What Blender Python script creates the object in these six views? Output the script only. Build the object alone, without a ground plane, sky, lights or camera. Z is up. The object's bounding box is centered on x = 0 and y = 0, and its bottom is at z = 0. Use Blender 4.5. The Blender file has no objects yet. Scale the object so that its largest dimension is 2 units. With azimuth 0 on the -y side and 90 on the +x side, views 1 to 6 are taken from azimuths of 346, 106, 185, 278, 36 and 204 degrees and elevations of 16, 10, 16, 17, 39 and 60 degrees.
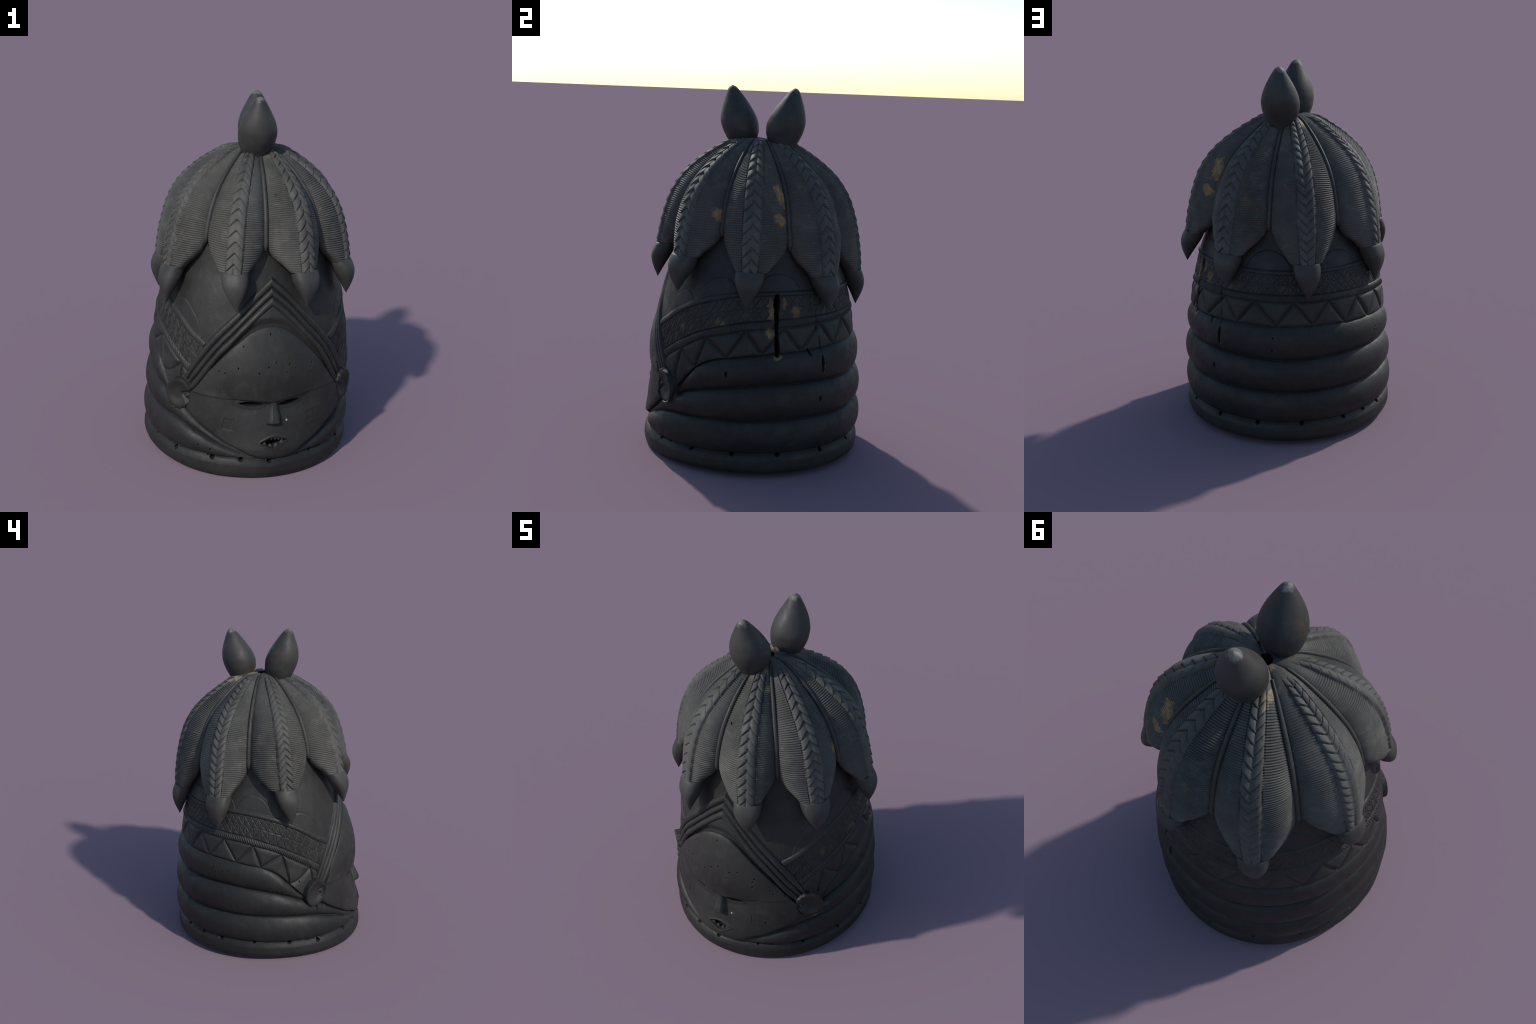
# Carved wooden helmet mask: ringed neck, small face, chevron hairline,
# decorated headband, eight ribbed hair locks with braids, two bud finials.
import bpy, math
import numpy as np

TAU = 2 * math.pi
rng = np.random.default_rng(7)


# --------------------------------------------------------------------------
# small helpers
# --------------------------------------------------------------------------
def knots(x, *pairs):
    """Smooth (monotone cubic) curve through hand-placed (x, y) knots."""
    p = np.array(pairs, float)
    X, Y = p[:, 0], p[:, 1]
    h = np.diff(X)
    d = np.diff(Y) / h
    m = np.zeros(len(X))
    m[1:-1] = np.where(d[:-1] * d[1:] > 0,
                       2 * d[:-1] * d[1:] / (d[:-1] + d[1:] + 1e-12), 0)
    m[0], m[-1] = d[0], d[-1]
    x = np.clip(np.asarray(x, float), X[0], X[-1])
    i = np.clip(np.searchsorted(X, x) - 1, 0, len(X) - 2)
    t = (x - X[i]) / h[i]
    return ((2 * t**3 - 3 * t**2 + 1) * Y[i] + (t**3 - 2 * t**2 + t) * h[i] * m[i]
            + (-2 * t**3 + 3 * t**2) * Y[i + 1] + (t**3 - t**2) * h[i] * m[i + 1])


def sm(e0, e1, x):
    t = np.clip((x - e0) / (e1 - e0), 0, 1)
    return t * t * (3 - 2 * t)


def wrap(a):
    return (np.asarray(a) + 180) % 360 - 180


def lump(x, y, z, freq, seed):
    """Cheap smooth 3D noise in about [-1, 1] from a few random sine waves."""
    g = np.random.default_rng(seed)
    out = 0
    for k in range(7):
        v = g.normal(size=3)
        v *= freq * (0.6 + 0.8 * g.random()) / np.linalg.norm(v)
        out = out + np.sin(v[0] * x + v[1] * y + v[2] * z + TAU * g.random())
    return out / 3.5


def grid_normals(P, wrap_cols):
    """Vertex normals of a (rows, cols, 3) grid."""
    if wrap_cols:
        du = np.roll(P, -1, 1) - np.roll(P, 1, 1)
    else:
        du = np.gradient(P, axis=1)
    dv = np.gradient(P, axis=0)
    n = np.cross(du, dv)
    return n / (np.linalg.norm(n, axis=2, keepdims=True) + 1e-12)


def new_object(name, mesh, parent, material):
    ob = bpy.data.objects.new(name, mesh)
    bpy.context.scene.collection.objects.link(ob)
    ob.parent = parent
    if material is not None and not mesh.materials:
        mesh.materials.append(material)
    return ob


def mesh_from(name, verts, quads, normals=None):
    """Mesh from numpy verts and quads (n,4); optional custom normals."""
    me = bpy.data.meshes.new(name)
    nq = len(quads)
    me.vertices.add(len(verts))
    me.vertices.foreach_set("co", np.ascontiguousarray(verts, np.float32).ravel())
    me.loops.add(nq * 4)
    me.loops.foreach_set("vertex_index", np.ascontiguousarray(quads, np.int32).ravel())
    me.polygons.add(nq)
    me.polygons.foreach_set("loop_start", np.arange(0, nq * 4, 4, dtype=np.int32))
    me.polygons.foreach_set("use_smooth", np.ones(nq, bool))
    me.update(calc_edges=True)
    me.validate()
    if normals is not None:
        me.normals_split_custom_set_from_vertices(normals.tolist())
    return me


def split_grid(P, N, label, parts, wrap_cols):
    """Cut a grid surface into objects by face label.
    parts: list of (label value, object name, parent, material)."""
    R, C = P.shape[:2]
    idx = np.arange(R * C).reshape(R, C)
    if wrap_cols:
        nxt = np.roll(idx, -1, 1)
        q = np.stack([idx[:-1], nxt[:-1], nxt[1:], idx[1:]], -1)
    else:
        q = np.stack([idx[:-1, :-1], idx[:-1, 1:], idx[1:, 1:], idx[1:, :-1]], -1)
    q = q.reshape(-1, 4)
    lab = label.ravel()
    V, NN = P.reshape(-1, 3), N.reshape(-1, 3)
    made = {}
    for value, name, parent, mat in parts:
        f = q[lab == value]
        if not len(f):
            continue
        u, inv = np.unique(f, return_inverse=True)
        me = mesh_from(name, V[u], inv.reshape(-1, 4), NN[u])
        made[value] = new_object(name, me, parent, mat)
    return made


def lathe(name, rings, closed_tip=True, seg=64):
    """Surface through rings: list of (centre xyz, axis-u, axis-v, ru, rv)."""
    t = np.linspace(0, TAU, seg, endpoint=False)
    P = np.array([np.array(c) + np.outer(np.cos(t) * ru, u) + np.outer(np.sin(t) * rv, v)
                  for c, u, v, ru, rv in rings])
    R = len(P)
    idx = np.arange(R * seg).reshape(R, seg)
    nxt = np.roll(idx, -1, 1)
    q = np.stack([idx[:-1], nxt[:-1], nxt[1:], idx[1:]], -1).reshape(-1, 4)
    return mesh_from(name, P.reshape(-1, 3), q)


# --------------------------------------------------------------------------
# materials
# --------------------------------------------------------------------------
def wood_material(name, base, dusty, rough=0.5, patches=(), grain=1.0, dust_amount=0.35):
    """Blackened wood: dark base, greyish worn film, brown tint in patches,
    and bare-wood patches given as (centre, radii, colour, softness)."""
    m = bpy.data.materials.new(name)
    m.use_nodes = True
    nt = m.node_tree
    nd, lk = nt.nodes, nt.links
    bsdf = nd["Principled BSDF"]
    tc = nd.new("ShaderNodeTexCoord")
    co = tc.outputs["Object"]

    def noise(scale, detail=4, rough_=0.55, dist=0.0, vec=co):
        n = nd.new("ShaderNodeTexNoise")
        n.inputs["Scale"].default_value = scale
        n.inputs["Detail"].default_value = detail
        n.inputs["Roughness"].default_value = rough_
        n.inputs["Distortion"].default_value = dist
        lk.new(vec, n.inputs["Vector"])
        return n.outputs["Fac"]

    def ramp(src, a, b, lo=0.0, hi=1.0):
        r = nd.new("ShaderNodeMapRange")
        r.interpolation_type = 'SMOOTHSTEP'
        r.inputs["From Min"].default_value = a
        r.inputs["From Max"].default_value = b
        r.inputs["To Min"].default_value = lo
        r.inputs["To Max"].default_value = hi
        lk.new(src, r.inputs["Value"])
        return r.outputs["Result"]

    def mix(fac, c1, c2):
        x = nd.new("ShaderNodeMix")
        x.data_type = 'RGBA'
        for k, c in ((6, c1), (7, c2)):
            if isinstance(c, tuple):
                x.inputs[k].default_value = (*c, 1)
            else:
                lk.new(c, x.inputs[k])
        if isinstance(fac, float):
            x.inputs[0].default_value = fac
        else:
            lk.new(fac, x.inputs[0])
        return x.outputs[2]

    def mul(a, b):
        x = nd.new("ShaderNodeMath")
        x.operation = 'MULTIPLY'
        for k, c in ((0, a), (1, b)):
            if isinstance(c, float):
                x.inputs[k].default_value = c
            else:
                lk.new(c, x.inputs[k])
        return x.outputs[0]

    # stretched coordinates: wood grain runs up the mask
    mp = nd.new("ShaderNodeMapping")
    mp.inputs["Scale"].default_value = (1, 1, 0.22)
    lk.new(co, mp.inputs["Vector"])
    col = mix(ramp(noise(3.2, 5, 0.6), 0.35, 0.68), tuple(1.08 * c for c in base), tuple(0.70 * c for c in base))
    col = mix(mul(ramp(noise(15, 7, 0.7, 0.6), 0.48, 0.74), dust_amount), col, dusty)
    brown = (base[0] * 1.25, base[1] * 1.0, base[2] * 0.72)
    col = mix(mul(ramp(noise(5.5, 4, 0.6, 0.8), 0.55, 0.75), 0.5), col, brown)
    col = mix(mul(ramp(noise(38, 3, 0.6, 0, mp.outputs["Vector"]), 0.5, 0.75), 0.25), col,
              tuple(0.6 * c for c in base))
    # tiny pale scuffs
    col = mix(mul(ramp(noise(75, 2, 0.5), 0.70, 0.78), 0.35), col, tuple(1.9 * c for c in dusty))
    rgh = ramp(noise(14, 4, 0.6), 0.3, 0.75, rough - 0.07, rough + 0.12)
    for centre, radii, colour, soft in patches:
        sub = nd.new("ShaderNodeVectorMath")
        sub.operation = 'SUBTRACT'
        sub.inputs[1].default_value = centre
        lk.new(co, sub.inputs[0])
        scl = nd.new("ShaderNodeVectorMath")
        scl.operation = 'MULTIPLY'
        scl.inputs[1].default_value = tuple(1 / r for r in radii)
        lk.new(sub.outputs[0], scl.inputs[0])
        ln = nd.new("ShaderNodeVectorMath")
        ln.operation = 'LENGTH'
        lk.new(scl.outputs[0], ln.inputs[0])
        wob = nd.new("ShaderNodeMath")
        wob.operation = 'MULTIPLY_ADD'
        lk.new(noise(22, 3, 0.65, 0.6), wob.inputs[0])
        wob.inputs[1].default_value = 3.4
        lk.new(ln.outputs["Value"], wob.inputs[2])
        mask = ramp(wob.outputs[0], 2.75 - soft, 2.75 + soft, 1, 0)
        tone = mix(ramp(noise(60, 3, 0.6, 0, mp.outputs["Vector"]), 0.35, 0.65), colour,
                   tuple(0.6 * c for c in colour))
        col = mix(mask, col, tone)
    lk.new(col, bsdf.inputs["Base Color"])
    lk.new(rgh, bsdf.inputs["Roughness"])
    bsdf.inputs["Specular IOR Level"].default_value = 0.30
    bmp = nd.new("ShaderNodeBump")
    bmp.inputs["Strength"].default_value = 0.25 * grain
    bmp.inputs["Distance"].default_value = 0.004
    add = nd.new("ShaderNodeMath")
    add.operation = 'ADD'
    lk.new(noise(60, 5, 0.65), add.inputs[0])
    lk.new(noise(45, 3, 0.6, 0, mp.outputs["Vector"]), add.inputs[1])
    lk.new(add.outputs[0], bmp.inputs["Height"])
    lk.new(bmp.outputs["Normal"], bsdf.inputs["Normal"])
    return m


BASE = (0.0205, 0.0198, 0.0185)  # black paint, taken darker still to match face and headband in shade
DUST = (0.046, 0.044, 0.039)
WOOD = (0.29, 0.185, 0.085)
SOIL = (0.15, 0.11, 0.05)

RUST = (0.13, 0.085, 0.035)
PALE = (0.15, 0.143, 0.128)

# bare-wood chips and stains sit where the paint has come off
crack_stains = [((.474, .236, .885), (.014, .024, .050), SOIL, .25), ((.499, .238, .765), (.020, .020, .028), SOIL, .3),
                ((.440, .285, .915), (.012, .012, .030), RUST, .3), ((.410, .345, .866), (.022, .022, .028), RUST, .5),
                ((.540, -.022, .803), (.024, .024, .018), (.08, .068, .036), .6), ((.492, -.240, .747), (.014, .014, .016), (.09, .06, .03), .5),
                ((.490, .270, .70), (.012, .012, .05), RUST, .4), ((.092, -.571, .322), (.0045, .0045, .0062), (.40, .40, .38), .2)]
body_mat = wood_material("blackened_wood", BASE, DUST, 0.54, patches=crack_stains)
lock_chips = [((.364, .214, 1.425), (.036, .036, .078), WOOD, .16), ((.416, .232, 1.325), (.032, .032, .030), WOOD, .2),
              ((.440, -.088, 1.345), (.028, .028, .034), WOOD, .25), ((.188, .472, 1.323), (.022, .022, .026), (.095, .082, .052), .5),
              ((.294, -.306, 1.415), (.009, .009, .012), WOOD, .2), ((-.077, .145, 1.685), (.022, .05, .02), (.24, .20, .13), .5),
              ((.125, -.186, 1.645), (.014, .03, .014), (.20, .18, .11), .5), ((-.02, .06, 1.70), (.03, .03, .03), (.28, .22, .14), .5),
              ((.07, -.13, 1.69), (.02, .02, .02), (.18, .17, .08), .5)]
lock_mat = wood_material("carved_hair_wood", (0.064, 0.062, 0.0565), (0.125, 0.120, 0.105), 0.65,  # base lightened toward the sunlit lock tops, held back for the shaded flanks
                         dust_amount=0.5, patches=lock_chips)
smooth_mat = wood_material("polished_black_wood", (0.038, 0.0365, 0.034), (0.070, 0.068, 0.061), 0.55, grain=0.6,
                           patches=[((-.025, -.176, 1.992), (.024, .024, .024), PALE, .5), ((.040, .197, 1.985), (.026, .026, .026), PALE, .5),
                                    ((-.119, -.113, 1.845), (.035, .035, .03), (.058, .044, .034), .8), ((.012, .052, 1.728), (.014, .014, .016), WOOD, .3)])
neck_mat = wood_material("dark_neck_wood", (0.0140, 0.0136, 0.0130), (0.032, 0.030, 0.026), 0.56,  # base darkened to carry the shade low on rings and rim
                         patches=[((.335, .495, .565), (.010, .010, .040), RUST, .3), ((.493, .283, .638), (.020, .020, .012), SOIL, .3),
                                  ((.52, -.27, .372), (.04, .04, .010), (.05, .042, .034), .6)])
split_mat = wood_material("split_raw_wood", (0.016, 0.010, 0.005), (0.05, 0.03, 0.012), 0.8)  # near-black brown for the faces inside the crack
inside_mat = wood_material("dark_interior_wood", (0.012, 0.010, 0.009), (0.02, 0.017, 0.013), 0.8)  # near-black tone for the inner wall and the eye, mouth and lacing openings
tooth_mat = wood_material("tooth_wood", (0.032, 0.030, 0.025), (0.05, 0.047, 0.038), 0.6)

# --------------------------------------------------------------------------
# the thing
# --------------------------------------------------------------------------
mask = bpy.data.objects.new("helmet_mask", None)
bpy.context.scene.collection.objects.link(mask)
mask["label"] = "black carved wooden helmet mask with ringed neck and braided hair"
mask["category"] = "helmet mask"

# --------------------------------------------------------------------------
# carved body: radius as a function of azimuth (0 = front, 90 = +x) and height
# --------------------------------------------------------------------------
az = np.concatenate([np.arange(-58, 58, 0.16), np.arange(58, 302, 0.29)])
# guide lines by angle from the front: ring grooves and headband borders
line_top1 = lambda A: knots(A, (50, .355), (54, .375), (58, .395), (62, .425), (69, .497), (75, .555),
               (81, .592), (88, .617), (96, .630), (104, .643), (120, .658), (138, .666),
               (160, .674), (180, .671))
line_g1 = lambda A: knots(A, (46, .305), (50, .332), (58, .370), (64, .391), (70, .416), (80, .444),
             (94, .468), (116, .491), (139, .497), (160, .490), (180, .482))
line_g2 = lambda A: knots(A, (0, .108), (12, .128), (20, .150), (30, .186), (37, .217), (44, .240),
             (52, .264), (64, .282), (80, .292), (102, .299), (124, .306), (145, .310), (180, .303))
line_g3 = lambda A: knots(A, (0, .097), (10, .106), (25, .110), (50, .112), (75, .116), (100, .124),
             (140, .131), (180, .128))
line_tri = lambda A: knots(A, (44, .49), (48, .53), (55, .583), (60, .612), (65, .640), (74, .690),
              (80, .717), (93, .750), (102, .769), (125, .787), (150, .798), (180, .798))
line_rope = lambda A: knots(A, (42, .545), (45, .572), (52, .615), (60, .665), (68, .706), (75, .740),
               (82, .765), (90, .789), (100, .811), (116, .827), (135, .836), (180, .840))
line_lat = lambda A: knots(A, (38, .68), (41, .705), (48, .742), (61, .822), (72, .873), (80, .898),
              (90, .924), (100, .940), (120, .949), (150, .948), (180, .942))
line_edge = lambda A: knots(A, (36, .71), (39, .735), (47, .775), (55, .824), (62, .858), (75, .914),
               (87, .944), (95, .957), (106, .966), (122, .970), (180, .966))

LINES = [(line_g3, .12, 52), (line_g2, .30, 75), (line_g1, .49, 80), (line_top1, .665, 73), (line_tri, .79, 53),
         (line_rope, .837, 24), (line_lat, .945, 46), (line_edge, .967, 12)]
# grid rows run along the guide lines at the sides and back, level at the face
refs = [0] + [l[1] for l in LINES] + [1.115]
counts = [l[2] for l in LINES] + [62]
zr = np.concatenate([np.linspace(refs[k], refs[k + 1], counts[k], endpoint=False) for k in range(len(counts))]
                    + [np.linspace(1.115, 1.36, 34)])
AZ, ZZ = np.meshgrid(wrap(az), zr)
aabs = np.abs(wrap(az))
real = np.array([np.zeros(len(az))] + [l[0](aabs) for l in LINES] + [np.full(len(az), 1.115)])
for c in range(len(az)):
    w = float(sm(47, 60, aabs[c]))
    if w > 0:
        warped = np.interp(zr, refs + [1.36], list(real[:, c]) + [1.36])
        ZZ[:, c] = zr + w * (warped - zr)
AL = np.abs(wrap(AZ - 1))            # angle from the face's mid-line
ABS = np.abs(AZ)

# --- guide lines ----------------------------------------------------------
z_jaw = knots(np.abs(wrap(AZ - 2)), (0, .100), (6, .105), (12, .130), (18, .160), (25, .188),
              (31, .222), (37, .255), (43, .293), (48, .330), (52, .362), (60, .40))
z_top1 = line_top1(ABS)
z_g1 = line_g1(ABS)
z_g2 = line_g2(ABS)
z_g3 = line_g3(ABS)
z_tri = line_tri(ABS)
z_rope = line_rope(ABS)
z_lat = line_lat(ABS)
z_edge = line_edge(ABS)
z_out = knots(AL, (0, 1.092), (5, 1.058), (10, 1.022), (20, .925), (30, .830), (38, .738),
              (45, .634), (52, .500), (56, .42))
z_in = knots(AL, (0, .937), (3, .920), (7, .890), (13, .838), (19, .783), (24, .728), (30, .662),
             (36, .577), (42, .488), (46, .440), (52, .362), (56, .30))
z_arch = knots(wrap(AZ - 0.5), (-56, .30), (-50, .385), (-46, .435), (-42, .49), (-34, .595), (-24, .705),
               (-18, .760), (-12, .805), (-6, .828), (0, .836), (6, .828), (12, .800),
               (18, .752), (24, .695), (34, .590), (42, .485), (46, .435), (50, .385), (56, .30))
z_brow = knots(AZ, (-50, .452), (-38, .445), (-23, .441), (-10, .440), (-3, .433), (1, .428),
               (7, .441), (15, .456), (27, .462), (38, .464), (52, .462))

# --- plain head drum ------------------------------------------------------
side = knots(ZZ, (0, .57), (.45, .560), (.60, .554), (.70, .546), (.80, .533), (.90, .513),
             (.96, .499), (1.02, .480), (1.1, .452), (1.2, .428), (1.3, .408), (1.36, .40))
front = knots(ZZ, (0, .57), (.45, .560), (.60, .552), (.70, .538), (.80, .517), (.90, .492),
              (1.0, .466), (1.1, .436), (1.2, .415), (1.3, .400), (1.36, .39))
wf = np.exp(-(AL / 38.0) ** 4)
head = side * (1 - wf) + front * wf
X0, Y0 = np.sin(np.radians(AZ)), -np.cos(np.radians(AZ))
head = head + 0.005 * X0 * sm(.3, .6, ZZ) + 0.004 * Y0 * (1 - wf)

rad = head.copy()
label = np.full(AZ.shape, 1)          # 1 scalp


def setwhere(m, value, lab=None):
    global rad, label
    rad = np.where(m, value, rad)
    if lab is not None:
        label = np.where(m, lab, label)


def half_round(lo, hi, p=0.5):
    t = np.clip((ZZ - lo) / np.maximum(hi - lo, 1e-5), 0, 1)
    return np.clip(1 - (2 * t - 1) ** 2, 0, 1) ** p, t


# --- headband -------------------------------------------------------------
outside = (AL > 52) | (ZZ > z_out)
arc = np.radians(wrap(AZ - 180)) * 0.55      # arc length from the back
# arched incised panels above the band
arches = [(57, 11, .088), (83, 12.5, .090), (120.5, 13, .087), (146, 12.5, .085), (172, 13.5, .100),
          (196, 12, .09), (217, 12.5, .085), (242, 12.5, .088), (268.5, 12.5, .098), (306.5, 12, .095)]
for ac, hw, hh in arches:
    x = wrap(AZ - ac) / hw
    hgt = hh * np.sqrt(np.clip(1 - x * x, 0, 1))
    over = ZZ - z_edge - hgt
    near = (np.abs(x) < 1.08) & (ZZ > z_edge) & outside
    inside = sm(.003, -.003, over) * (np.abs(x) < 1) * sm(-.004, .0, ZZ - z_edge)
    rad = rad + np.where(near, 0.0020 * inside - 0.0024 * np.exp(-(over / .0030) ** 2), 0)

m = outside & (ZZ <= z_edge) & (ZZ > z_lat)
hr, t = half_round(z_lat, z_edge, 0.6)
setwhere(m, head + 0.004 + 0.007 * hr, 2)     # border band

# lattice: two rows of cells with crossed diagonals
z_mid = z_rope + 0.52 * (z_lat - z_rope)
m = outside & (ZZ <= z_lat) & (ZZ > z_rope)
row = (ZZ > z_mid).astype(float)
v = np.where(row > 0, (ZZ - z_mid) / (z_lat - z_mid), (ZZ - z_rope) / (z_mid - z_rope))
cell_w = 0.047
lean = arc + 0.25 * (ZZ - z_mid) * np.sign(wrap(AZ - 180)) * sm(95, 60, ABS)
cu = lean / cell_w + 0.35 * row * sm(130, 90, ABS)
ci = np.floor(cu)
u = cu - ci
hash01 = lambda i, k: np.abs(np.sin(i * 12.9898 + k * 78.233) * 43758.5453) % 1
jit = 0.12 * (hash01(ci, 5 + row) - .5)
wline = 0.0024
g = lambda d, w=wline: np.exp(-(d / w) ** 2)
hcell = np.maximum(np.where(row > 0, z_lat - z_mid, z_mid - z_rope), 1e-4)
cut = np.maximum(g((np.minimum(u, 1 - u)) * cell_w), g(np.minimum(v, 1 - v) * hcell))
dx1 = (u - v + jit) * cell_w * 0.7
dx2 = (u - 1 + v + jit) * cell_w * 0.7
kind = hash01(ci, 1 + 3 * row)
cut = np.maximum(cut, g(dx1) * 0.95)
cut = np.maximum(cut, g(dx2) * np.where(kind > 0.22, 0.95, 0.0))
front_stars = sm(80, 62, ABS)                 # denser star cells near the ears
cut = np.maximum(cut, front_stars * g((u - .5) * cell_w) * 0.8)
cell_tilt = 0.0022 * (hash01(ci, 9 + row) - .5)
setwhere(m, head + 0.0040 - 0.0042 * cut + cell_tilt, 3)

# twisted rope
m = outside & (ZZ <= z_rope) & (ZZ > z_tri)
hr, t = half_round(z_tri + 0.002, z_rope - 0.002, 0.55)
tw = np.sin(TAU * (arc / 0.0155 + 1.3 * t)) * np.where(lump(X0 * 3, Y0 * 3, 0 * X0, 2, 5) > -.75, 1, .25)
setwhere(m, head - 0.003 + hr * (0.011 + 0.0019 * tw), 4)

# triangle frieze
verts_tri = [(50, 0), (57.8, 0), (64.5, 1), (74.5, 0), (80.6, 1), (92.2, 0), (102, 1), (111, 0), (123, 1),
             (132, 0), (145.5, 1), (155, 0), (165.5, 1), (178, 0), (187.7, 1), (198, 0), (208, 1),
             (218, 0), (228, 1), (237, 0), (247.5, 1), (256.7, 0), (268, 1), (273, 0), (286.7, 1),
             (291, 0), (306, 1), (309, 0), (314, 0)]
tv = np.array(verts_tri, float)
A360 = AZ % 360
zig = np.interp(A360, tv[:, 0], tv[:, 1])
seg = np.clip(np.searchsorted(tv[:, 0], A360) - 1, 0, len(tv) - 2)
m = outside & (ZZ <= z_tri) & (ZZ > z_top1) & (A360 > 48) & (A360 < 316)
hb = np.maximum(z_tri - z_top1, 1e-3)
v = (ZZ - z_top1) / hb
seg_w = np.radians(tv[seg + 1, 0] - tv[seg, 0]) * 0.556
slope = (tv[seg + 1, 1] - tv[seg, 1]) * hb / np.maximum(seg_w, 1e-3)
d_zig = np.abs(v - zig) * hb / np.sqrt(1 + slope ** 2)
d_edge = np.where(v > zig, (1 - v), v) * hb
dd = np.minimum(d_zig, d_edge + 0.006)
pil = 1 - np.exp(-(dd / 0.0095) ** 1.2)
setwhere(m, head - 0.008 + 0.0155 * pil * np.where(v > zig, 1.0, 0.82) + 0.004 * (1 - v), None)
bottom_v = np.where(tv[seg, 1] < tv[seg + 1, 1], seg, seg + 1)
top_v = np.where(tv[seg, 1] < tv[seg + 1, 1], seg + 1, seg)
tri_id = 100 + np.where(v > zig, bottom_v, top_v)
label = np.where(m, tri_id, label)

# --- neck rings and rim ---------------------------------------------------
back = sm(90, 180, ABS)
z2_top = np.where(ABS < 52, np.minimum(z_jaw, z_g1 + 0.02), z_g1)
z2_top = np.where(ABS < 46, z_jaw, z2_top)
ring_off = (0.006 * np.exp(-(wrap(AZ + 36) / 46) ** 2) - 0.008 * np.exp(-((AZ - 55) / 40) ** 2)) * sm(.36, .22, ZZ) + 0.005 * np.cos(np.radians(2 * (AZ + 15))) * sm(.62, .40, ZZ) + 0.004 * X0 * sm(.15, .5, ZZ) + 0.008 * back * sm(.02, .3, ZZ)


def ring(lo, hi, r_lo, r_hi, depth, lab, p=0.60):
    hr, t = half_round(lo, hi, p)
    h = np.maximum(hi - lo, 0)
    dep = np.minimum(depth, 0.28 * h + 0.004)
    m = (ZZ <= hi) & (ZZ > lo)
    dep = dep * sm(.0, .04, h)
    setwhere(m, r_lo + (r_hi - r_lo) * t + dep * hr + ring_off + .010 * sm(.05, 0, h), lab)


ring(z_g1, np.maximum(z_top1, z_g1 + 1e-4), .550, .542, .036, 11)
ring(z_g2, np.maximum(z2_top, z_g2 + 1e-4), .563, .556, .040, 12)
ring(z_g3, np.maximum(z_g2, z_g3 + 1e-4), .571, .567, .037, 13)
z_bot = 0.024 * sm(25, 85, ABS)
m = ZZ <= z_g3
zz_rim = z_bot + (z_g3 - z_bot) * np.clip(ZZ / z_g3, 0, 1)
rim_r = knots(np.clip(ZZ / z_g3, 0, 1), (0, .574), (.03, .587), (.10, .594), (.35, .600), (.65, .5985),
              (.88, .590), (1, .580))
setwhere(m, rim_r + 0.002 * back + 0.005 * np.cos(np.radians(2 * (AZ + 15))) + 0.010 * np.exp(-(wrap(AZ + 36) / 46) ** 2)
         - 0.006 * np.exp(-((AZ - 55) / 40) ** 2), 14)
ZP = np.where(m, zz_rim, ZZ)

# --- face -----------------------------------------------------------------
face = (ZZ <= z_in) & (ZZ > z_jaw) & (AL < 52)
recess_r = head + 0.006 - 0.022 * sm(.055, 0, ZZ - z_arch)
setwhere(face & (ZZ > z_arch), recess_r, 1)
# forehead dome
fp = knots(ZZ, (.40, .572), (.435, .582), (.47, .587), (.52, .590), (.58, .588), (.64, .579), (.70, .564),
           (.75, .548), (.80, .530), (.836, .514), (.86, .505))
fore = fp - 0.056 * (AL / 44) ** 2 * (1 - .25 * AL / 44)
fore = np.maximum(fore, head - 0.012)
edge_d = np.maximum(z_arch - ZZ, 0) / np.sqrt(1 + (13.5 * sm(4, 22, AL) / 9) ** 2)
fore = fore - 0.006 * np.exp(-edge_d / 0.007)
# lower face
lp = knots(ZZ, (.09, .584), (.105, .594), (.12, .601), (.14, .607), (.165, .609), (.20, .602), (.25, .592),
           (.30, .583), (.35, .571), (.38, .563), (.42, .556), (.47, .556))
ls = knots(ZZ, (.09, .575), (.16, .583), (.22, .588), (.30, .588), (.40, .580), (.47, .573))
wl = sm(6, 34, AL)
lower = lp * (1 - wl) + ls * wl
# sockets: hollow under the brow either side of the nose
lower = lower - 0.006 * np.exp(-((AL - 9) / 7) ** 2 - ((ZZ - .405) / .028) ** 2)
jaw_d = np.maximum(ZZ - z_jaw, 0)
lower = lower - 0.012 * np.exp(-jaw_d / 0.007)
step = sm(-.0045, .0045, ZZ - z_brow)
blend_far = sm(24, 46, AL)
fore_low = np.maximum(lower + 0.004, fore * (1 - blend_far) + (lower + 0.004) * blend_far)
is_fore = face & (ZZ <= z_arch)
fore_mix = np.where(ZZ < .60, fore + (fore_low - fore) * sm(.60, .45, ZZ), fore)
face_r = lower * (1 - step) + fore_mix * step
setwhere(is_fore, face_r, 20)
label = np.where(is_fore & (ZZ > z_brow), 21, label)

# nose
nx = wrap(AZ - 2.0) / knots(ZZ, (.29, 4.6), (.315, 4.6), (.34, 4.3), (.40, 3.0), (.44, 2.6))
nprof = knots(ZZ, (.296, 0), (.306, .006), (.314, .026), (.325, .036), (.34, .036), (.37, .031), (.40, .026),
              (.43, .021), (.445, .012))
ncs = np.clip(1 - np.clip((np.abs(nx) - .30) / .70, 0, 1) ** 1.6, 0, 1) * (np.abs(nx) < 1)
mn = is_fore & (np.abs(nx) < 1.0) & (ZZ < z_brow + .004) & (ZZ > .296)
rad = np.where(mn, np.maximum(rad, lower + nprof * ncs), rad)
label = np.where(mn & (ZZ <= z_brow), 22, label)

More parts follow.
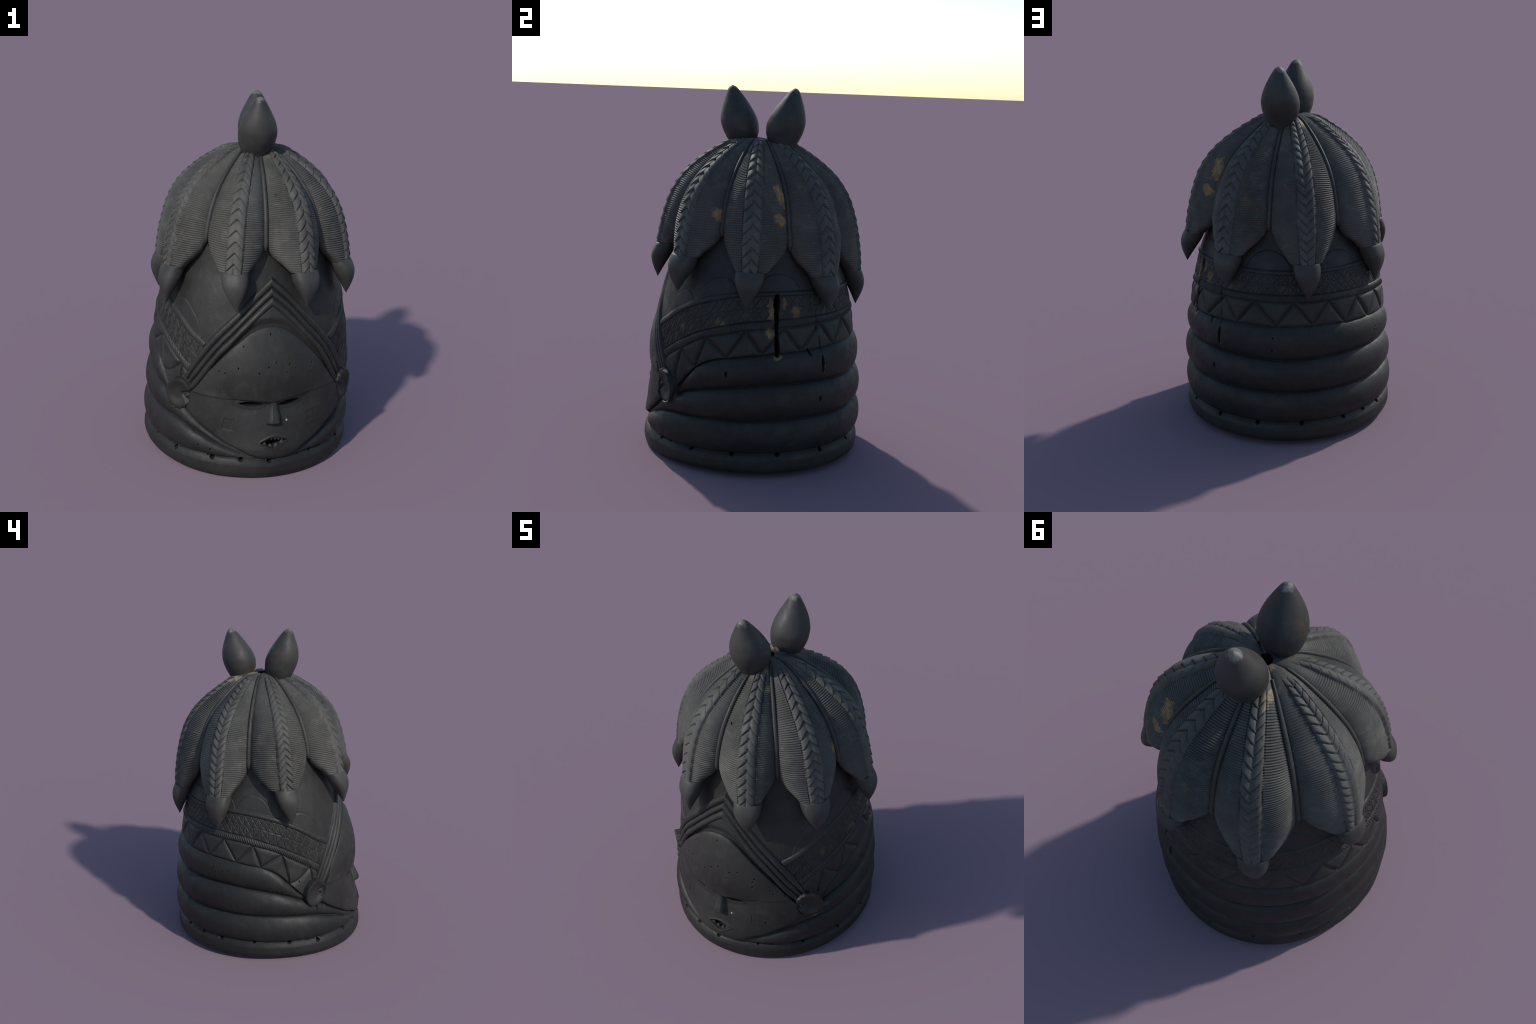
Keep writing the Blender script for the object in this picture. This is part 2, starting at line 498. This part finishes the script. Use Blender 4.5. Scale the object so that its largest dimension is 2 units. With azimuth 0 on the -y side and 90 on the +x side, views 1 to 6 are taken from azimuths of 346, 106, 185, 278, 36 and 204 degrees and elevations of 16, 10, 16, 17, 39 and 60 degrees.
# eyes: lidded almond with a pierced slit
for k, (a0, a1, zc0, zc1, th) in enumerate([(-17.5, -3.6, .4250, .4155, .0125), (5.0, 17.3, .4105, .4325, .0120)]):
    x = (AZ - (a0 + a1) / 2) / ((a1 - a0) / 2)
    zc = zc0 + (zc1 - zc0) * (x + 1) / 2 - 0.006
    lens = 1 - np.clip(np.abs(x), 0, 1) ** 2.2
    q_lid = np.sqrt((x / 1.28) ** 2 + ((ZZ - zc) / (th * 2.5)) ** 2)
    lid = is_fore & (ZZ < z_brow + .002) & (q_lid < 1)
    rad = np.where(lid, rad + 0.006 * np.clip(1 - q_lid ** 2, 0, 1) ** .7, rad)
    slit = is_fore & (np.abs(ZZ - zc) < th * lens) & (np.abs(x) < 1)
    label = np.where(lid, 23 + k, label)
    rad = np.where(slit, rad - 0.085 * sm(1.0, .82, np.abs(ZZ - zc) / (th * lens + 1e-6)), rad)
    label = np.where(slit & (np.abs(ZZ - zc) < .9 * th * lens), 26, label)

# mouth: open lens with raised lips
mx = wrap(AZ - 1.9) / 7.3
zm = .211 + .004 * mx
up = zm + 0.026 * np.clip(1 - np.abs(mx) ** 1.6, 0, 1)
lowm = zm - 0.037 * np.clip(1 - np.abs(mx) ** 1.35, 0, 1)
dm = np.where(ZZ > zm, ZZ - up, lowm - ZZ)
dside = np.maximum(np.abs(mx) - 1, 0) * 0.075
dm = np.where(np.abs(mx) > 1, np.hypot(dside, ZZ - zm), dm)
lips = is_fore & (dm < .016)
rad = np.where(lips, rad + 0.0040 * np.exp(-((dm - .003) / .006) ** 2) * sm(1.25, .85, np.abs(mx)), rad)
rad = np.where(is_fore & (np.abs(mx) < 1), rad - 0.080 * sm(.0005, -.0050, dm), rad)
label = np.where(is_fore & (dm < .010), 25, label)
label = np.where(is_fore & (np.abs(mx) < 1) & (dm < -.006), 28, label)

# square scar marks on the cheeks
for k, (ac, zc, tilt, hw, hh) in enumerate([(-22.0, .301, .10, 3.0, .033), (24.6, .322, -.05, 3.3, .031)]):
    x = (AZ - ac - tilt * (zc - ZZ) * -100) / hw
    y = (ZZ - zc + 0.0012 * (AZ - ac) * (1 if k == 0 else -1)) / hh
    sq = np.maximum(np.abs(x), np.abs(y))
    m = is_fore & (sq < 1.1)
    dent = sm(1.03, .93, sq)
    bars = np.cos(x * math.pi * 4.2) * 0.5 + 0.5
    rad = np.where(m, rad - dent * (0.0012 + 0.0012 * bars * sm(.95, .80, np.abs(y))), rad)
    label = np.where(is_fore & (sq < 1.03), 27, label)

# --- chevron hairline ridges ---------------------------------------------
chev = (ZZ <= z_out) & (ZZ > z_in) & (AL < 54)
cv = np.clip((z_out - ZZ) / np.maximum(z_out - z_in, 1e-4), 0, 1)
cv = cv + 0.012 * lump(AZ * .1, ZZ * 8, 0 * ZZ, 1.6, 11)
cuts = [0, .35, .66, 1.0]
for k in range(3):
    m = chev & (cv >= cuts[k] - (k == 0)) & (cv < cuts[k + 1] + (k == 2))
    tt = np.clip((cv - cuts[k]) / (cuts[k + 1] - cuts[k]), 0, 1)
    hgt = [0.014, 0.016, 0.017][k]
    setwhere(m, head - 0.001 + [0.005, 0.002, 0.001][k] * sm(0, .25, tt) + hgt * np.clip(1 - (2 * tt - 1) ** 2, 0, 1) ** 0.75, 31 + k)

# --- ears -----------------------------------------------------------------
for k, (ac, zc) in enumerate([(-52.2, .420), (54.3, .415)]):
    s = -1 if ac < 0 else 1
    x = s * wrap(AZ - ac) / 7.6          # +1 towards the back of the head
    y = (ZZ - zc) / 0.087
    x = x + 0.10 * y
    rho = np.hypot(x, y)
    ang = np.degrees(np.arctan2(y, -x))  # 0 = towards the face
    m = rho < 1.06
    base = np.maximum(np.minimum(rad, .585), .562)
    wall = sm(1.06, .97, rho)
    top = 0.029 + 0.012 * x + 0.004 * y
    bowl = -0.016 * sm(.92, .35, rho)
    notch = sm(34, 16, np.abs(ang + 6)) * sm(.06, .30, rho) * (x < 0)
    nub = np.exp(-((x + .62) / .12) ** 2 - ((y + .06) / .10) ** 2)
    h = (top + bowl) * wall
    h = h * (1 - .85 * notch) + 0.016 * nub
    setwhere(m, np.where(rho < 1.0, .566, base) + h, None)
    label = np.where(m & (rho < 1.03), 40 + k, label)

# --- pierced and worm holes ----------------------------------------------
XX = np.radians(AZ) * 0.58


def pit(a, z, rx, rz, depth, tilt=0.0, soft=0.35):
    global rad
    dx = np.radians(wrap(AZ - a)) * 0.58 + tilt * (ZP - z)
    q = np.sqrt((dx / rx) ** 2 + ((ZP - z) / rz) ** 2)
    rad = rad - depth * sm(1.0, 1 - soft, q)


for a, z in [(-52.2, .100), (-30, .104), (-14.9, .107), (0.1, .097), (24.8, .113), (50.6, .112), (74.1, .115),
             (97.2, .123), (120.7, .126), (145.3, .124), (168.5, .125), (191.9, .127), (216, .130),
             (231, .130), (245.6, .122), (267.5, .126), (289.3, .119)]:
    pit(a, z, .0125, .0115, .06)
    label = np.where(np.hypot(np.radians(wrap(AZ - a)) * .58 / .0125, (ZP - z) / .0115) < .85, 51, label)
# worm holes on the forehead and rings
worm = [(-18, .62), (-25, .585), (-29, .59), (-7, .60), (2.5, .655), (-1.5, .632), (10, .64), (14.5, .655), (13, .615),
        (24, .625), (23, .605), (22.5, .572), (32, .545), (34, .52), (-.5, .80), (-16, .735), (40, .50),
        (8, .60), (45, .49), (29, .30), (-117, .565), (-112, .58), (-109, .583), (-119, .59), (-120, .575), (-96, .50),
        (176, .615), (176, .545), (-62, .50), (-78, .46), (93, .555), (-72, .455), (68, .50), (60, .45), (-38, .165), (-31, .15)]
for a, z in worm:
    k = rng.random()
    pit(a + rng.normal() * .3, z, .0030 + .0015 * k, .0050 + .003 * k, .012, tilt=rng.normal() * .15, soft=.6)
pit(93.2, .548, .0045, .014, .02)
# the long split and the smaller ones near the back
split_x = np.radians(wrap(AZ - 119.2)) * 0.56 + .012 * np.sin((ZP - .64) * 9) * .5
wsp = knots(ZP, (.640, .004), (.66, .009), (.75, .009), (.84, .010), (.89, .014), (.93, .015), (.953, .009), (.96, .001))
wsp = wsp * (1 + .30 * lump(0 * ZP, 0 * ZP, ZP, 95, 77) + .2 * lump(0 * ZP, np.sign(split_x), ZP, 210, 78))
m_split = (ZP > .641) & (ZP < .958) & (np.abs(split_x) < wsp + .002)
rad = np.where(m_split, rad - .085 * sm(1.0, .7, np.abs(split_x) / (wsp + .002)), rad)
label = np.where(m_split & (np.abs(split_x) < .95 * (wsp + .002)), 52, label)
pit(145.2, .585, .0085, .052, .06, tilt=.05)
pit(137.2, .655, .006, .024, .03, tilt=.55)
pit(142.8, .410, .008, .016, .02)
pit(144.5, .69, .004, .05, .010, tilt=.1)
pit(143.0, .80, .012, .05, .010)

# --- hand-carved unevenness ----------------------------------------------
Xw, Yw = rad * X0, rad * Y0
rad = rad + 0.0022 * lump(Xw, Yw, ZP, 9, 21) + 0.0010 * lump(Xw, Yw, ZP, 30, 22) \
    + 0.0004 * lump(Xw, Yw, ZP, 110, 23)
P = np.stack([rad * X0, rad * Y0, ZP], -1)
Nrm = grid_normals(P, True)
lab_q = label[:-1, :]                      # face label from its lower-left vertex

parts = [(1, "scalp", mask, body_mat), (2, "border_band", mask, body_mat), (3, "lattice_band", mask, body_mat),
         (4, "rope_band", mask, body_mat), (11, "neck_ring", mask, neck_mat), (12, "neck_ring", mask, neck_mat),
         (13, "neck_ring", mask, neck_mat), (14, "rim", mask, neck_mat), (20, "face", mask, body_mat)]
made = split_grid(P, Nrm, lab_q, parts, True)
face_ob = made[20]
sub = [(21, "forehead", face_ob, body_mat), (22, "nose", face_ob, body_mat), (23, "eye", face_ob, body_mat),
       (24, "eye", face_ob, body_mat), (25, "mouth", face_ob, body_mat), (27, "scar_mark", face_ob, body_mat),
       (40, "ear", mask, body_mat), (41, "ear", mask, body_mat)] + \
      [(31 + k, "hairline_ridge", mask, body_mat) for k in range(3)] + \
      [(100 + k, "triangle_relief", mask, body_mat) for k in range(len(tv) + 1)]
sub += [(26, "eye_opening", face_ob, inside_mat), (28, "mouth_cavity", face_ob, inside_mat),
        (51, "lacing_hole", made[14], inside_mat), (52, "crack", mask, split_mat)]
made.update(split_grid(P, Nrm, lab_q, sub, True))
mouth_ob = made[25]

# teeth: pointed uppers, blunter lowers
tooth_mesh = lathe("tooth", [((0, 0, 0), (1, 0, 0), (0, 1, 0), .5, .42), ((0, 0, -.35), (1, 0, 0), (0, 1, 0), .47, .40),
                             ((0, .03, -.75), (1, 0, 0), (0, 1, 0), .26, .26), ((0, .05, -1), (1, 0, 0), (0, 1, 0), .04, .05)], seg=14)
tooth_mesh.materials.append(tooth_mat)
for upper in (True, False):
    n = 6 if upper else 4
    for i in range(n):
        x = -0.66 + 1.32 * i / (n - 1)
        a = math.radians(1.9 + 7.3 * x)
        zc = .211 + .004 * x
        if upper:
            z0, ln, wd = zc + .026 * (1 - abs(x) ** 1.6) + .004, .028 - .010 * abs(x), .0225
        else:
            z0, ln, wd = zc - .037 * (1 - abs(x) ** 1.35) - .005, .028 - .010 * abs(x), .027
        r0 = .588
        ob = bpy.data.objects.new("tooth", tooth_mesh)
        bpy.context.scene.collection.objects.link(ob)
        ob.parent = mouth_ob
        ob.location = (r0 * math.sin(a), -r0 * math.cos(a), z0)
        ob.rotation_euler = (0 if upper else math.pi, 0, a if upper else -a)
        ob.scale = (wd, .018, ln * (1 + .15 * math.sin(i * 5.1)))
        if not upper:
            ob.rotation_euler = (0, math.pi, a)

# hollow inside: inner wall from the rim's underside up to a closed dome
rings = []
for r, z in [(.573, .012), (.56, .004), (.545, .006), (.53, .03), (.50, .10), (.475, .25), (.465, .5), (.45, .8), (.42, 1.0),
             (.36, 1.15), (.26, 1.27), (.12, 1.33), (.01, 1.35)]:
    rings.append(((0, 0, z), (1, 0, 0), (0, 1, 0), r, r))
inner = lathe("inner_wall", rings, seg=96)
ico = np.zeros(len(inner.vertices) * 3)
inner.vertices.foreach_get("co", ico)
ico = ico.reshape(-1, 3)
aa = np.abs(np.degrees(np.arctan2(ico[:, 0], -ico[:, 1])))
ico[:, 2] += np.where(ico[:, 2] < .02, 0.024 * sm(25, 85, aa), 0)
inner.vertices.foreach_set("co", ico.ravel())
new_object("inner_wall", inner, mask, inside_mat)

# crown under the hair
crown = lathe("crown", [((0, 0, z), (1, 0, 0), (0, 1, 0), r, r) for r, z in
                        [(.395, 1.35), (.375, 1.42), (.33, 1.50), (.265, 1.565), (.20, 1.61), (.13, 1.645), (.075, 1.662), (.06, 1.66), (.05, 1.60), (.01, 1.56)]], seg=96)
new_object("crown", crown, mask, body_mat)

# --------------------------------------------------------------------------
# hair locks
# --------------------------------------------------------------------------
prof_u = np.array([0, .07, .14, .24, .35, .44, .53, .62, .72, .82, .92, 1.0])
prof_r = np.array([.030, .087, .150, .241, .343, .418, .473, .506, .529, .541, .546, .546])
prof_z = np.array([1.720, 1.722, 1.706, 1.657, 1.580, 1.499, 1.398, 1.291, 1.178, 1.080, .990, .90])


def ridge_profile(scale, z_end, n):
    """Outer ridge line of a lock in (r, z), evenly spaced, ending at z_end."""
    uu = np.linspace(0, 1, 1200)
    r = knots(uu, *zip(prof_u, prof_r))
    z = knots(uu, *zip(prof_u, prof_z))
    r = r * (1 + (scale - 1) * sm(.14, .50, r))
    L = np.concatenate([[0], np.cumsum(np.hypot(np.diff(r), np.diff(z)))])
    zz = np.where(L > .5, z, 9)
    L_end = np.interp(-z_end, -np.maximum.accumulate(z[::-1])[::-1], L)
    Ls = np.linspace(0, L_end, n)
    return np.interp(Ls, L, r), np.interp(Ls, L, z), Ls


# azimuth, cap-top z, tip z, tip r, scale, rib pitch, braid pitch, braid direction, tip azimuth, tip width
LOCKS = [(-22.8, 1.128, .927, .556, 1.015, .0122, .058, -1, -20.2, .93), (20.7, 1.132, .942, .545, 1.015, .0120, .055, -1, 20.5, .96),
         (60.3, 1.122, .933, .560, 1.035, .0125, .052, -1, 60.0, 1.0), (103.4, 1.078, .897, .582, 1.065, .0125, .058, -1, 102.2, .96),
         (147.8, 1.045, .868, .565, 1.055, .0122, .058, -1, 149.2, .97), (194.5, 1.018, .819, .568, 1.055, .0118, .049, 1, 195.2, .95),
         (243.8, 1.052, .845, .552, 1.030, .0120, .047, 1, 244.7, .98), (290.6, 1.101, .886, .566, 1.016, .0120, .043, -1, 293.0, .93)]
# parting ridges between the locks: azimuth, height of the lower end
PARTS = [(-4.0, 1.262), (39.2, 1.272), (84, 1.262), (126.6, 1.20), (172.2, 1.198), (217.5, 1.212), (264.7, 1.240), (313.6, 1.275)]

NT = 112
for li, (a0, z_cap, z_tip, r_tip, scl, rib, braid_pitch, bdir, a_tip, w_tip) in enumerate(LOCKS):
    ns = 440
    rr, zz, Ls = ridge_profile(scl, z_cap, ns)
    tr, tz = np.gradient(rr, Ls), np.gradient(zz, Ls)
    tl = np.hypot(tr, tz)
    nr, nz = -tz / tl, tr / tl                      # outward normal in the (r, z) plane
    aL, zsL = PARTS[(li - 1) % 8]
    aR, zsR = PARTS[li]
    dL, dR = abs(wrap(a0 - aL)), abs(wrap(aR - a0))
    # cross-section angle: outer half finely sampled, inner half coarse
    ph = np.concatenate([np.linspace(-90, 90, NT), np.linspace(90, 270, 14)[1:-1]])
    phr = np.radians(ph)
    S, PH = np.meshgrid(Ls, phr, indexing='ij')
    R0, Z0 = rr[:, None], zz[:, None]
    L_end = Ls[-1]
    sn, cs = np.sin(PH), np.cos(PH)
    outer = cs > -1e-6
    # half width: full valley-to-valley above the split, then narrowing to the cap
    fullL = np.radians(dL) * R0
    fullR = np.radians(dR) * R0
    full = np.where(sn < 0, fullL, fullR) * .985
    zs = np.where(sn < 0, zsL, zsR) + 0.050
    tt = np.clip((zs - Z0) / np.maximum(zs - z_cap, 1e-3), 0, 1)
    low = knots(tt, (0, 1.0), (.20, .97), (.42, .88), (.64, .72), (.83, .54), (1, .415))
    half = full * low
    fl = sm(.30, 1, tt)                              # 1 where the lock hangs free
    b = np.minimum(.180 * R0, .094) * (1 - .50 * fl ** 2)
    b = np.broadcast_to(b, S.shape)
    c = .016 + .044 * sm(0, .8, tt)
    lat = half * np.sign(sn) * np.abs(sn) ** 0.92
    round_ = 1 - np.abs(cs) ** (0.9 - .15 * fl)
    keel = np.abs(sn) ** 1.75
    depth = np.where(outer, b * (round_ + (keel - round_) * .22 * (1 - fl)), b + c * np.abs(cs))
    # ---- relief
    alat = np.abs(lat)
    wb = knots(Ls, (0, .010), (.10, .020), (.22, .032), (.45, .043), (.75, .046), (max(L_end, .9) - .02, .040), (max(L_end, .9), .038))[:, None]
    inb = sm(.0018, -.0018, alat - wb)
    wobble = .0034 * lump(lat * 14, S * 5, 0 * S + li, 1.2, 31 + li)
    phase = (S + wobble + 0.28 * lat ** 2 * np.where(S > .6, 1, .2)) / rib
    pit_h = .5 + .5 * np.cos(TAU * phase)
    strength = sm(.12, .24, S) * (1 - .5 * sm(L_end - .10, L_end, S) * sm(.06, .12, alat)) \
        * (0.85 + .35 * lump(lat * 9, S * 7, 0 * S + 3 * li, 1.5, 61 + li)) * sm(1.0, .93, np.abs(sn))
    ribs = -.0064 * pit_h ** 1.6 * np.clip(strength, 0, 1.1)
    bp = (S + bdir * alat * 1.05 + .004 * lump(S * 9, lat * 0, lat * 0 + li, 1, 90 + li)
          + np.where(lat > 0, .25 * braid_pitch * (li % 2), 0)) / braid_pitch
    f = bp - np.floor(bp)
    leaf = (f ** .8) * sm(1.0, .93, f)
    notch = np.exp(-((f - .99) / .075) ** 2) + np.exp(-((f + .01) / .075) ** 2)
    xx = alat / wb
    swell = np.clip(1 - (2 * xx - 1.0) ** 2, 0, 1) ** .6
    braid = .003 + .0075 * leaf * (.5 + .5 * swell) + .0040 * swell - .0045 * np.exp(-(alat / .0026) ** 2) - .0055 * notch
    braid = braid * sm(.06, .16, S)
    border = -.0065 * np.exp(-((alat - wb) / .0026) ** 2) + .0025 * np.exp(-((alat - wb - .005) / .0026) ** 2)
    rel = np.where(outer, ribs * (1 - inb) + braid * inb + border * sm(.08, .16, S), 0)
    aa = a0 + np.degrees(lat / np.maximum(R0, .03))
    off = rel - depth
    Rp = np.maximum(R0 + nr[:, None] * off, .012)
    Zp = Z0 + nz[:, None] * off
    ar = np.radians(aa)
    X, Y = Rp * np.sin(ar), -Rp * np.cos(ar)
    n1 = .0022 * lump(X, Y, Zp, 11, 41) + .0008 * lump(X, Y, Zp, 45, 42)
    Pl = np.stack([X * (1 + n1), Y * (1 + n1), Zp + .3 * n1], -1)
    if li == 1:      # a drilled worm hole in the front lock
        dh = np.linalg.norm(Pl - np.array([.031, -.372, 1.514]), axis=2)
        Pl = Pl * (1 - .06 * sm(.011, .005, dh))[..., None]
    Nl = grid_normals(Pl, True)
    # outward orientation check: flip if the ridge normal points inwards
    mid = NT // 2
    if Nl[ns // 2, mid] @ np.array([math.sin(math.radians(a0)), -math.cos(math.radians(a0)), .3]) < 0:
        Pl = Pl[:, ::-1]
        Nl = grid_normals(Pl, True)
        alat_, wb_, outer_ = alat[:, ::-1], wb, outer[:, ::-1]
    else:
        alat_, wb_, outer_ = alat, wb, outer
    isb = (alat_ < wb_) & outer_ & (S > .07)
    lab = np.where(isb, 2, 1)[:-1, :]
    mm = split_grid(Pl, Nl, lab, [(1, "hair_lock", mask, lock_mat)], True)
    lock_ob = mm[1]
    split_grid(Pl, Nl, lab, [(2, "braid", lock_ob, lock_mat)], True)
    # ---- smooth bud-shaped tip
    er = np.array([math.sin(math.radians(a0)), -math.cos(math.radians(a0)), 0])
    et = np.array([math.cos(math.radians(a0)), math.sin(math.radians(a0)), 0])
    r_end = rr[-1]
    top = er * (r_end - .046) + np.array([0, 0, z_cap + .004])
    tip = r_tip * np.array([math.sin(math.radians(a_tip)), -math.cos(math.radians(a_tip)), 0]) + np.array([0, 0, z_tip])
    rings = []
    for t in np.concatenate([[0, .008, .02, .05], np.linspace(.1, 1, 26)]):
        w = float(knots(t, (0, .068), (.008, .0735), (.02, .0755), (.12, .0775), (.26, .0755), (.42, .066), (.60, .0485),
                        (.78, .028), (.91, .0125), (1, .002)))
        w *= w_tip
        d = w * (0.78 + .06 * t)
        cpos = top + (tip - top) * t + er * (.012 * math.sin(math.pi * min(t * 1.05, 1)))
        rings.append((cpos, w, d))
    rings.insert(0, (top + np.array([0, 0, .004]), .004, .004))
    th = np.linspace(0, TAU, 64, endpoint=False)
    box = lambda v: np.sign(v) * np.abs(v) ** .78        # squarish bud section
    Pc = np.array([c0 + np.outer(box(np.cos(th)) * w, et) + np.outer(box(np.sin(th)) * d, er) for c0, w, d in rings])
    ic = np.arange(Pc.shape[0] * 64).reshape(-1, 64)
    qc = np.stack([ic[:-1], ic[1:], np.roll(ic[1:], -1, 1), np.roll(ic[:-1], -1, 1)], -1).reshape(-1, 4)
    cap = mesh_from("lock_tip", Pc.reshape(-1, 3), qc)
    new_object("lock_tip", cap, lock_ob, smooth_mat)

# parting ridges in the valleys between locks
for k, (ap, z_end) in enumerate(PARTS):
    scl = .5 * (LOCKS[k][4] + LOCKS[(k + 1) % 8][4])
    rr, zz, Ls = ridge_profile(scl, z_end - .01, 90)
    tr, tz = np.gradient(rr, Ls), np.gradient(zz, Ls)
    tl = np.hypot(tr, tz)
    nr, nz = -tz / tl, tr / tl
    b = np.minimum(.180 * rr, .094)
    er = np.array([math.sin(math.radians(ap)), -math.cos(math.radians(ap)), 0])
    et = np.array([math.cos(math.radians(ap)), math.sin(math.radians(ap)), 0])
    rings = []
    for i in range(8, 90):
        n = er * nr[i] + np.array([0, 0, nz[i]])
        cpos = er * rr[i] + np.array([0, 0, zz[i]]) - n * (b[i] - .006 - .013 * min(1, rr[i] / .3))
        w = float(knots(i / 89, (.08, .006), (.3, .0105), (.8, .0150), (.96, .0145), (1, .004)))
        rings.append((cpos, et, n, w, w * 1.25))
    new_object("parting_ridge", lathe("parting_ridge", rings, seg=14), mask, smooth_mat)  # darker than the locks: valley shadow put into the ridge colour

# --------------------------------------------------------------------------
# finials: two buds leaning away from each other
# --------------------------------------------------------------------------
for xb, yb, xm, ym, xt, yt, zt in [(-.030, -.110, -.023, -.130, -.0252, -.1764, 2.0), (.030, .136, .036, .152, .0395, .1972, 1.994)]:
    rings = []
    for t in np.linspace(0, 1, 48):
        z = 1.665 + (zt - 1.665) * t
        w = float(knots(t, (0, .062), (.08, .072), (.18, .088), (.30, .1005), (.41, .1035), (.52, .0975), (.65, .082), (.78, .060), (.88, .041), (.95, .026), (.985, .014), (1, .001)))
        cx = float(knots(t, (0, xb), (.42, xm), (.7, .5 * (xm + xt)), (1, xt)))
        cy = float(knots(t, (0, yb), (.2, yb + .3 * (ym - yb)), (.42, ym), (.7, ym + .46 * (yt - ym)), (1, yt)))
        rings.append(((cx, cy, z), (1, 0, 0), (0, 1, 0), w * 1.02, w))
    me = lathe("finial", rings, seg=80)
    co = np.zeros(len(me.vertices) * 3)
    me.vertices.foreach_get("co", co)
    co = co.reshape(-1, 3)
    co[:, :2] += (.0016 * lump(co[:, 0], co[:, 1], co[:, 2], 22, 51))[:, None]
    me.vertices.foreach_set("co", co.ravel())
    new_object("finial", me, mask, smooth_mat)

bpy.context.view_layer.update()
print("triangles", sum(len(o.data.polygons) * 2 for o in bpy.data.objects if o.type == 'MESH'))
